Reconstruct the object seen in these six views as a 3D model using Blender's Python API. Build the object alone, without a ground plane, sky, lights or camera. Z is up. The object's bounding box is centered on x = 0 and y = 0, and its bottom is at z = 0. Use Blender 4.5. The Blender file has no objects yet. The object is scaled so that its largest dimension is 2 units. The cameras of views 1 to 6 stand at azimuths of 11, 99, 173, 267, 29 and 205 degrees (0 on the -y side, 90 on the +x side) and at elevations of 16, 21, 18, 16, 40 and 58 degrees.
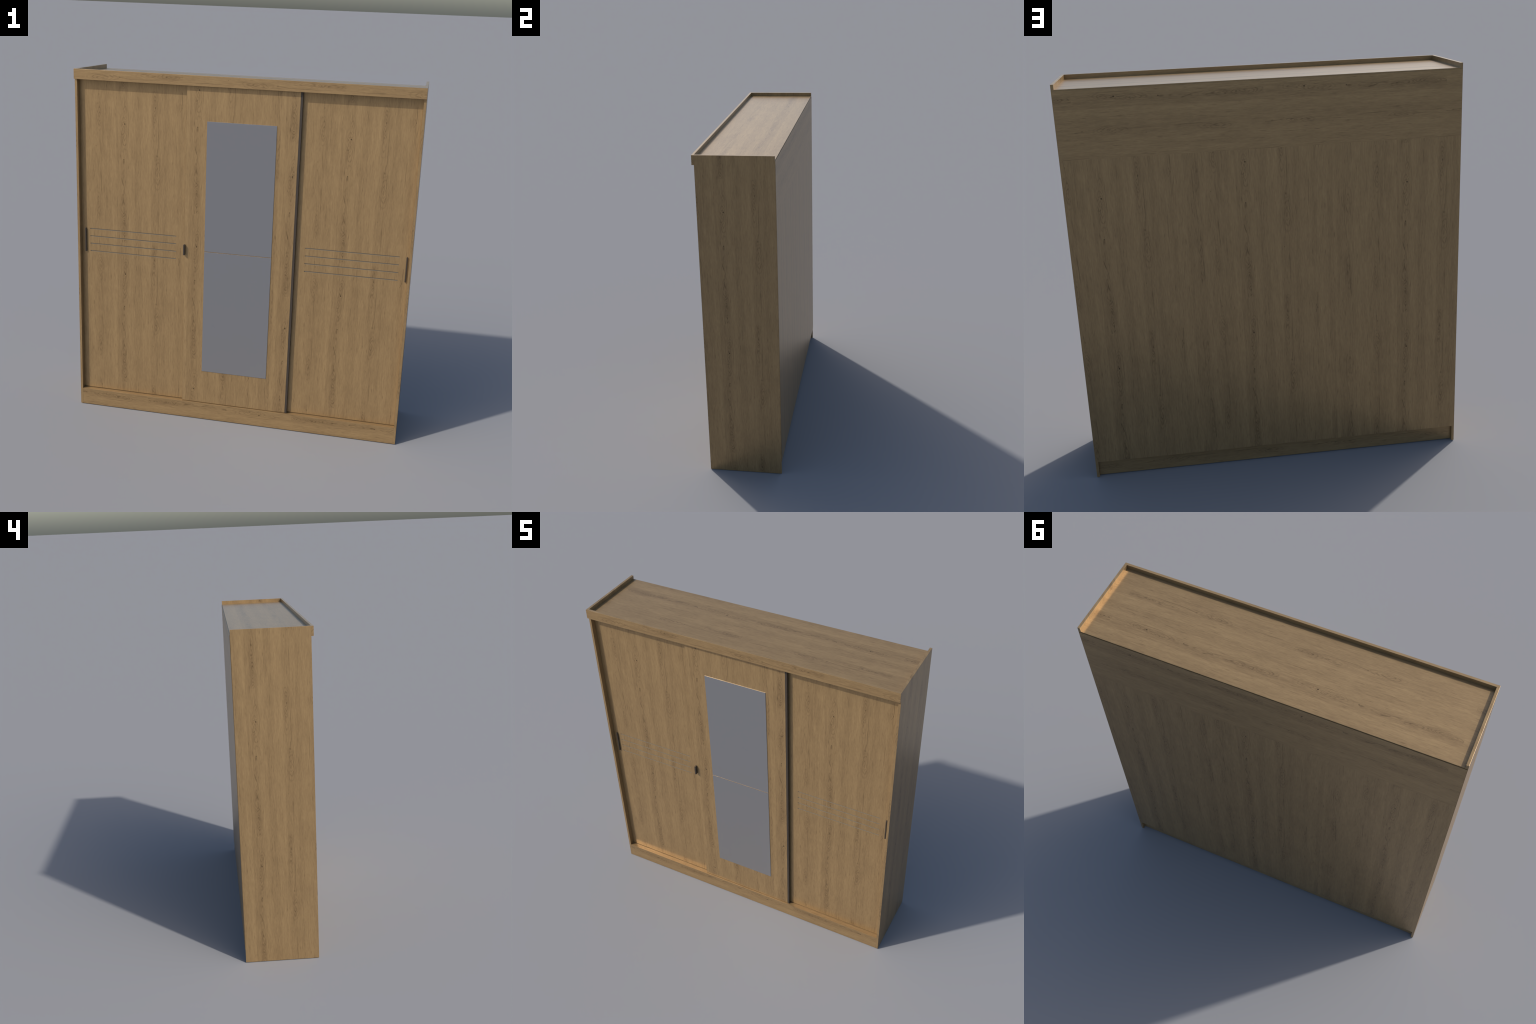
import bpy, bmesh, math
from mathutils import Vector

# ---------------------------------------------------------------- sizes (m)
T   = 0.0135            # board thickness
XO  = 0.9498            # outer half width
XI  = XO - T            # inner half width
YF  = -0.2167           # front edge of the side boards
YB  = 0.2276            # rear edge of the side boards
BK  = 0.0023            # thin back sheet
ZTOP = 2.0
Z_SHELF = 1.977         # upper face of the top board
Z_BASE = 0.100          # top of plinth / base board
Y_REAR_DOOR = -0.1866   # front face of left and right doors
Y_FRONT_DOOR = -0.2076  # front face of the middle door


# ---------------------------------------------------------------- materials
def flat_material(name, color, rough=0.5, metallic=0.0, spec=0.5):
    m = bpy.data.materials.new(name); m.use_nodes = True
    b = m.node_tree.nodes["Principled BSDF"]
    b.inputs["Base Color"].default_value = (*color, 1)
    b.inputs["Roughness"].default_value = rough
    b.inputs["Metallic"].default_value = metallic
    b.inputs["Specular IOR Level"].default_value = spec
    return m

class E:
    """tiny expression helper: arithmetic on shader sockets"""
    def __init__(s, nt, sock): s.nt, s.k = nt, sock
    def op(s, o, *a):
        n = s.nt.nodes.new('ShaderNodeMath'); n.operation = o
        for i, x in enumerate((s,)+a):
            if isinstance(x, E): s.nt.links.new(x.k, n.inputs[i])
            else: n.inputs[i].default_value = x
        return E(s.nt, n.outputs[0])
    def __add__(s, o): return s.op('ADD', o)
    def __sub__(s, o): return s.op('SUBTRACT', o)
    def __mul__(s, o): return s.op('MULTIPLY', o)
    __radd__ = __add__; __rmul__ = __mul__
    def __rsub__(s, o): return (s*-1.0)+o
    def clamp01(s): return s.op('MINIMUM', 1.0).op('MAXIMUM', 0.0)
    def pos(s): return s.op('MAXIMUM', 0.0)
    def sq(s): return s.op('MULTIPLY', s)

PERIOD = 0.8695                       # the print repeats along the grain
# tone across the grain: (position from the main knot, lighter + / darker -)
BANDS = [(-.22,0),(-.20,.3),(-.165,-.1),(-.135,-.35),(-.09,-.1),(-.075,.4),(-.052,.45),(-.047,-.35),
         (-.02,-.4),(0,-.25),(.016,-.1),(.022,.35),(.052,.25),(.064,-.4),(.092,-.3),(.108,.2),(.148,.4),
         (.157,-.2),(.198,-.35),(.21,-.05),(.235,-.35),(.258,.1),(.30,.15),(.322,-.25),(.345,.35),
         (.386,.4),(.392,-.35),(.43,-.45),(.468,-.1),(.49,.3),(.519,.05)]
# dark hairline cracks: across0, along0, across1, along1, half width, strength
CRACKS = [(.020,.075,.022,-.085,.0016,.9),(.019,-.50,.021,-.60,.0014,.6),(-.021,-.300,-.008,-.352,.0026,.9),
          (-.006,-.345,.001,-.405,.0020,.8),(-.012,-.41,-.008,-.46,.0030,.6),
          (-.157,.24,-.152,.13,.0018,.8),(-.150,.16,-.146,.02,.0013,.5),(-.147,-.02,-.144,-.18,.0013,.5),(-.143,-.26,-.139,-.415,.0019,1.0),
          (-.203,.09,-.200,-.02,.0016,.8),(-.11,.17,-.109,.02,.0012,.5),(-.11,-.36,-.108,-.42,.0016,.6),
          (.196,.30,.196,.20,.0018,.9),(.196,.07,.195,-.15,.0017,1.0),(.192,-.12,.187,-.175,.0028,.7),(.194,-.45,.197,-.62,.0016,.7),
          (.08,.16,.081,.08,.0022,.7),(.14,-.22,.141,-.30,.0015,.6),(.061,-.20,.062,-.27,.0015,.6),
          (.298,-.09,.297,-.235,.0014,.8),(.329,.22,.328,.09,.0019,1.0),(.327,.11,.325,-.03,.0016,.7),
          (.319,.128,.326,.106,.0016,.8),(.316,.080,.326,.104,.0018,.8),(.332,.06,.330,-.10,.0016,.5),
          (.425,.12,.428,-.06,.0016,.8),(.432,-.05,.441,-.16,.0018,.7),(.445,-.2,.452,-.31,.0020,.8),
          (.452,-.33,.456,-.44,.0022,.8),(.462,-.48,.466,-.63,.0015,.7),(.36,-.36,.355,-.44,.0020,.6)]
# small dark knots: across, along, radius across, radius along, strength
KNOTS = [(0,0,.0042,.0056,1.6),(-.006,-.199,.0032,.005,1.2),(-.008,-.212,.006,.016,.45),(-.170,-.132,.0018,.0026,.9),
         (.172,-.432,.0018,.0026,.9),(.327,.106,.0035,.0065,.8),(.188,-.166,.0045,.008,.6),(.176,.098,.004,.007,.5),
         (-.150,.155,.004,.008,.5)]
# oval growth-ring figures: across, along, radius across, radius along, rings, line strength, shade
FIGURES = [(-.013,-.040,.017,.060,3.2,1.0,.0),(-.004,-.055,.027,.150,5.0,1.0,.0),(.003,.055,.020,.085,4.0,.9,.05),
           (-.006,-.600,.027,.130,6.5,1.3,.40),(-.010,-.47,.022,.090,3.5,.9,.30),
           (-.150,.035,.026,.110,4.5,1.0,.25),(-.158,-.46,.022,.11,4.0,.8,.20),(.174,.115,.022,.110,5.0,1.1,.35),
           (.172,-.01,.022,.09,3.0,.8,.0),(.192,-.265,.030,.120,4.5,1.0,.25),(-.010,-.30,.022,.11,3.0,.6,.25),
           (.445,-.32,.022,.16,4.0,.8,.30),(.445,.05,.020,.12,3.0,.7,.25)]

def oak_group(name, period_v, start_v, shift):
    g = bpy.data.node_groups.new(name, 'ShaderNodeTree')
    for n in ("Across","Along"): g.interface.new_socket(n, in_out='INPUT', socket_type='NodeSocketFloat')
    g.interface.new_socket("Color", in_out='OUTPUT', socket_type='NodeSocketColor')
    gi = g.nodes.new('NodeGroupInput'); go = g.nodes.new('NodeGroupOutput')
    v0, u0 = E(g, gi.outputs[0]), E(g, gi.outputs[1])
    def noise(a, b, sa, sb, detail=2.0, off=0.0, rough=0.55):
        c = g.nodes.new('ShaderNodeCombineXYZ')
        g.links.new((a*sa).k, c.inputs[0]); g.links.new((b*sb).k, c.inputs[1]); c.inputs[2].default_value = off
        n = g.nodes.new('ShaderNodeTexNoise'); n.inputs['Scale'].default_value = 1
        n.inputs['Detail'].default_value = detail; n.inputs['Roughness'].default_value = rough
        g.links.new(c.outputs[0], n.inputs['Vector'])
        return E(g, n.outputs[0]) - 0.5
    # wrap into one print repeat
    row = ((v0-start_v)*(1.0/period_v)).op('FLOOR')
    v = v0 - row*period_v
    u = u0 - row*shift
    u = u - ((u+0.68)*(1.0/PERIOD)).op('FLOOR')*PERIOD
    wob = noise(v0,u0, 14, 9, 2, 3.1)
    vw = v + wob*0.006
    # bands
    r = g.nodes.new('ShaderNodeValToRGB'); cr = r.color_ramp; cr.interpolation = 'LINEAR'
    while len(cr.elements) > 1: cr.elements.remove(cr.elements[-1])
    for i,(p,b) in enumerate(BANDS):
        e = cr.elements[0] if i == 0 else cr.elements.new(0.999)
        e.position = (p+.22)/.74; c = .5+.5*b; e.color = (c,c,c,1)
    g.links.new(((vw+.22)*(1/.74)).k, r.inputs[0])
    band = (E(g, r.outputs[0])-0.5)*2.0
    band = band*(noise(v0,u0,5,4.5,2,7.7)*1.6+0.85)
    broad = noise(v0,u0, 24, 4.2, 2, 1.3)
    mid   = noise(vw,u0, 80, 7.5, 3, 4.4)
    fine  = noise(vw,u0, 300, 34, 3, 8.9, 0.65)
    fleck = noise(vw,u0, 150, 15, 2, 41.0, 0.6)
    mottle= noise(vw,u0, 150, 55, 2, 30.1)
    dash  = ((noise(vw,u0, 210, 17.0, 1, 15.5)-0.16)*8.0).clamp01()
    smudge= ((noise(vw,u0, 38, 7, 3, 18.8)-0.07)*4.0).clamp01()
    t = 0.750 + band*0.150 + broad*0.22 + mid*0.32 + fleck*0.42 + fine*0.36 + mottle*0.14 - dash*0.27 - smudge*0.08
    dark = None
    for (a0,b0,a1,b1,w,s) in CRACKS:
        uc, h, sl, vc = (b0+b1)/2, abs(b1-b0)/2, (a1-a0)/(b1-b0), (a0+a1)/2
        du = u-uc
        al = (1.0-(du*(1/h)).sq()).pos()
        ac = (1.0-((vw-vc-du*sl)*(1/w)).sq()).pos()
        m = al.op('MINIMUM',0.6)*ac*(s*1.1)
        dark = m if dark is None else dark.op('MAXIMUM', m)
    dark = dark*(fine*2.2+0.9).clamp01()
    for (a,b,ra,rb,s) in KNOTS:
        m = (1.0-((v+wob*.004-a)*(1/ra)).sq()-((u-b)*(1/rb)).sq()).pos()*s
        dark = dark.op('MAXIMUM', m)
    ring = None
    rn = noise(v0,u0, 70, 20, 3, 21.0)
    fv = v + noise(v0,u0, 30, 12, 2, 33.0)*0.022
    fu = u + noise(v0,u0, 25, 8, 1, 36.0)*0.07
    for (a,b,ra,rb,k,s,sh) in FIGURES:
        d = (((fv-a)*(1/ra)).sq()+((fu-b)*(1/rb)).sq()).op('SQRT') + rn*0.30
        fade = ((1.0-d)*1.7).clamp01()
        m = fade*((d*(k*6.2832)).op('SINE').pos()*s+sh)
        ring = m if ring is None else ring + m
    ring = ring*(noise(v0,u0,90,35,2,25.0)*2.2+0.95).pos()
    t = t - dark*0.64 - ring*0.21
    mix = g.nodes.new('ShaderNodeValToRGB'); c = mix.color_ramp
    c.elements[0].position = 0.0; c.elements[0].color = (0.086,0.053,0.023,1)
    c.elements[1].position = 1.0; c.elements[1].color = (0.400,0.266,0.126,1)
    e = c.elements.new(0.45); e.color = (0.228,0.145,0.068,1)
    g.links.new(t.clamp01().k, mix.inputs[0])
    g.links.new(mix.outputs[0], go.inputs[0])
    return g
OAK = oak_group("oak_print", 0.74, -0.22, 0.13)
OAK_CENTRE = oak_group("oak_print_centre_door", 0.525, -0.075, -0.43)

def oak(name, across, along, group=OAK):
    """across / along: weights of object x, y, z that make the print axes"""
    m = bpy.data.materials.new(name); m.use_nodes = True; nt = m.node_tree
    b = nt.nodes["Principled BSDF"]
    b.inputs["Roughness"].default_value = 0.33
    b.inputs["Metallic"].default_value = 0.38
    tc = nt.nodes.new('ShaderNodeTexCoord'); sp = nt.nodes.new('ShaderNodeSeparateXYZ')
    nt.links.new(tc.outputs['Object'], sp.inputs[0])
    gn = nt.nodes.new('ShaderNodeGroup'); gn.node_tree = group
    for i, wts in enumerate((across, along)):
        e = None
        for j, w in enumerate(wts):
            if w: x = E(nt, sp.outputs[j])*float(w); e = x if e is None else e + x
        nt.links.new(e.k, gn.inputs[i])
    nt.links.new(gn.outputs[0], b.inputs["Base Color"])
    return m
OAK_V   = oak("oak_upright_front", (1,1,0), (0,0,1))
OAK_VB  = oak("oak_upright_reverse", (-1,-1,0), (0,0,1))
OAK_H   = oak("oak_lengthwise_top", (0,-1,-1), (1,0,0))
OAK_HB  = oak("oak_lengthwise_back", (0,1,1), (1,0,0))
OAK_MID = oak("oak_upright_centre", (1,1,0), (0,0,1), OAK_CENTRE)
MIRROR = flat_material("mirror_glass", (0.56,0.56,0.565), 0.10, 1.0)
DARK = flat_material("dark_bronze", (0.045,0.035,0.027), 0.45, 0.0, 0.4)
GREY = flat_material("groove_grey", (0.22,0.185,0.135), 0.5)

root = bpy.data.objects.new("sliding_door_wardrobe", None)
bpy.context.collection.objects.link(root)
root["label"] = "oak wardrobe with three sliding doors and centre mirror"
root["category"] = "wardrobe"

def add(name, bm, mat, parent=root, origin=(0,0,0), bevel=0.0006):
    o = Vector(origin)
    for v in bm.verts: v.co -= o
    bmesh.ops.recalc_face_normals(bm, faces=bm.faces)
    me = bpy.data.meshes.new(name); bm.to_mesh(me); bm.free()
    ob = bpy.data.objects.new(name, me)
    bpy.context.collection.objects.link(ob)
    ob.parent = parent; ob.location = o - (parent.location if parent is not root else Vector())
    for m in (mat if isinstance(mat,(list,tuple)) else [mat]): me.materials.append(m)
    if bevel:
        b = ob.modifiers.new("edge", 'BEVEL'); b.width = bevel; b.segments = 2; b.limit_method='ANGLE'
    return ob

def box(name, x, y, z, mat, **k):
    bm = bmesh.new()
    bmesh.ops.create_cube(bm, size=1)
    for v in bm.verts:
        v.co = Vector((x[0] if v.co.x<0 else x[1], y[0] if v.co.y<0 else y[1], z[0] if v.co.z<0 else z[1]))
    return add(name, bm, mat, **k)

GROOVE_Z = [0.9645 + 0.0442*i for i in range(4)]
def grooved_door(name, x, y, z, gx, mat, **k):
    """slab whose front face (-y) carries horizontal grooves"""
    gh, gd = 0.0056, 0.0036
    zs=[z[0]]
    for c in GROOVE_Z: zs += [c-gh/2, c+gh/2]
    zs.append(z[1]); xs=[x[0],gx[0],gx[1],x[1]]
    bm=bmesh.new()
    def q(*p, m=0): bm.faces.new([bm.verts.new(c) for c in p]).material_index = m
    f,b,g=y[0],y[1],y[0]+gd
    for i in range(3):
        for j in range(len(zs)-1):
            x0,x1,z0,z1=xs[i],xs[i+1],zs[j],zs[j+1]
            if i==1 and j%2==1:
                q((x0,g,z0),(x1,g,z0),(x1,g,z1),(x0,g,z1),m=1)
                q((x0,f,z0),(x1,f,z0),(x1,g,z0),(x0,g,z0),m=1); q((x0,g,z1),(x1,g,z1),(x1,f,z1),(x0,f,z1),m=1)
                q((x0,f,z0),(x0,g,z0),(x0,g,z1),(x0,f,z1),m=1); q((x1,g,z0),(x1,f,z0),(x1,f,z1),(x1,g,z1),m=1)
            else:
                q((x0,f,z0),(x1,f,z0),(x1,f,z1),(x0,f,z1))
            q((x0,b,z0),(x0,b,z1),(x1,b,z1),(x1,b,z0))
    for j in range(len(zs)-1):
        for xx in (x[0],x[1]): q((xx,f,zs[j]),(xx,b,zs[j]),(xx,b,zs[j+1]),(xx,f,zs[j+1]))
    for i in range(3):
        for zz in (z[0],z[1]): q((xs[i],f,zz),(xs[i+1],f,zz),(xs[i+1],b,zz),(xs[i],b,zz))
    bmesh.ops.remove_doubles(bm, verts=bm.verts, dist=1e-5)
    return add(name,bm,mat,bevel=0,**k)

# ---------------------------------------------------------------- carcass
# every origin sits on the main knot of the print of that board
box("side_panel",(-XO,-XI),(YF,YB),(0,ZTOP),OAK_VB,origin=(-XO,0.1072,0.6135))
box("side_panel",(XI,XO),(YF,YB),(0,ZTOP),OAK_V,origin=(XO,-0.0656,0.810))
box("cornice",(-XO,XO),(-0.2299,YF),(1.9445,ZTOP),OAK_H,origin=(0.35,-0.2299,2.155))
box("top_board",(-XI-.001,XI+.001),(YF-.001,YB-0.0006),(Z_SHELF-T,Z_SHELF),OAK_H,bevel=0,origin=(0.6578,0.094,Z_SHELF))
box("base_board",(-XI,XI),(YF+T,YB),(Z_BASE-T,Z_BASE-0.0002),OAK_H)
box("plinth",(-XI,XI),(YF+0.0002,YF+T),(0.0008,Z_BASE),OAK_H,origin=(-0.713,YF,0.070))
box("rear_rail",(-XI,XI),(0.194,0.2078),(0.0008,Z_BASE-T),OAK_HB,origin=(0.5,0.2078,0.2))
ZS=1.655
box("back_panel",(-0.9470,0.9470),(YB,YB+BK),(ZS,1.971),OAK_HB,origin=(0.6777,YB+BK,1.9337),bevel=0)
for x0,x1,kx,kz in ((0.320,0.9470,0.779,0.5975),(-0.315,0.320,0.1003,0.728),(-0.9470,-0.315,-0.6823,0.5778)):
    box("back_panel",(x0,x1),(YB,YB+BK),(Z_BASE-T,ZS),OAK_VB,origin=(kx,YB+BK,kz),bevel=0)
# partitions that close the interior into three bays
for x in (-0.316,0.316):
    box("partition",(x-T/2,x+T/2),(-0.155,YB),(Z_BASE,Z_SHELF-T),OAK_V)

# ---------------------------------------------------------------- doors
DZ=(0.1032,1.960)
for s in (-1,1):
    x=(-0.9357,-0.30) if s<0 else (0.30,0.9357)
    gx=(-0.8845,-0.3698) if s<0 else (0.3692,0.8828)
    kx=-0.673 if s<0 else 0.580
    d=grooved_door("rear_door",x,(Y_REAR_DOOR,Y_REAR_DOOR+T),DZ,gx,[OAK_V,GREY],origin=(kx,Y_REAR_DOOR,0.8414))
    hx=(-0.9141,-0.9062) if s<0 else (0.9203,0.9278)
    box("pull_handle",hx,(Y_REAR_DOOR-0.0095,Y_REAR_DOOR+.0005),(0.9605,1.1005),DARK,parent=d,bevel=0.0015)
MX=(-0.3135,0.3040)
mid=box("front_door",MX,(Y_FRONT_DOOR,Y_FRONT_DOOR+T),(0.1027,1.960),OAK_MID,origin=(-0.2435,Y_FRONT_DOOR,1.0524))
box("edge_profile",(0.3040,0.3163),(Y_FRONT_DOOR-0.0006,Y_FRONT_DOOR+T),(0.1027,1.960),DARK,parent=mid)
# thin dark line down the closing edge, and the pull that hooks round it
box("dark_edge_line",(MX[0]-0.00015,MX[0]),(Y_FRONT_DOOR+0.0004,Y_FRONT_DOOR+T),(0.1027,1.960),DARK,parent=mid,bevel=0)
def hooked_pull():
    f, b, w = -0.2246, Y_FRONT_DOOR+0.0005, 0.0032
    x0, x1 = -0.3172, -0.3090
    plan = [(x0,f),(x1,f),(x1,b),(MX[0]-0.0007,b),(MX[0]-0.0007,Y_FRONT_DOOR+0.011),(x0,Y_FRONT_DOOR+0.011)]
    bm = bmesh.new()
    lo = [bm.verts.new((x,y,1.0012)) for x,y in plan]; hi = [bm.verts.new((x,y,1.0610)) for x,y in plan]
    bm.faces.new(lo); bm.faces.new(hi)
    for i in range(len(plan)):
        j = (i+1) % len(plan); bm.faces.new((lo[i],lo[j],hi[j],hi[i]))
    return add("pull_handle", bm, DARK, parent=mid, bevel=0.0008)
hooked_pull()
for z in ((0.3028,1.0275),(1.0310,1.7578)):
    box("mirror_pane",(-0.1973,0.1852),(Y_FRONT_DOOR-0.0024,Y_FRONT_DOOR+.0003),z,MIRROR,parent=mid,bevel=0.0002)
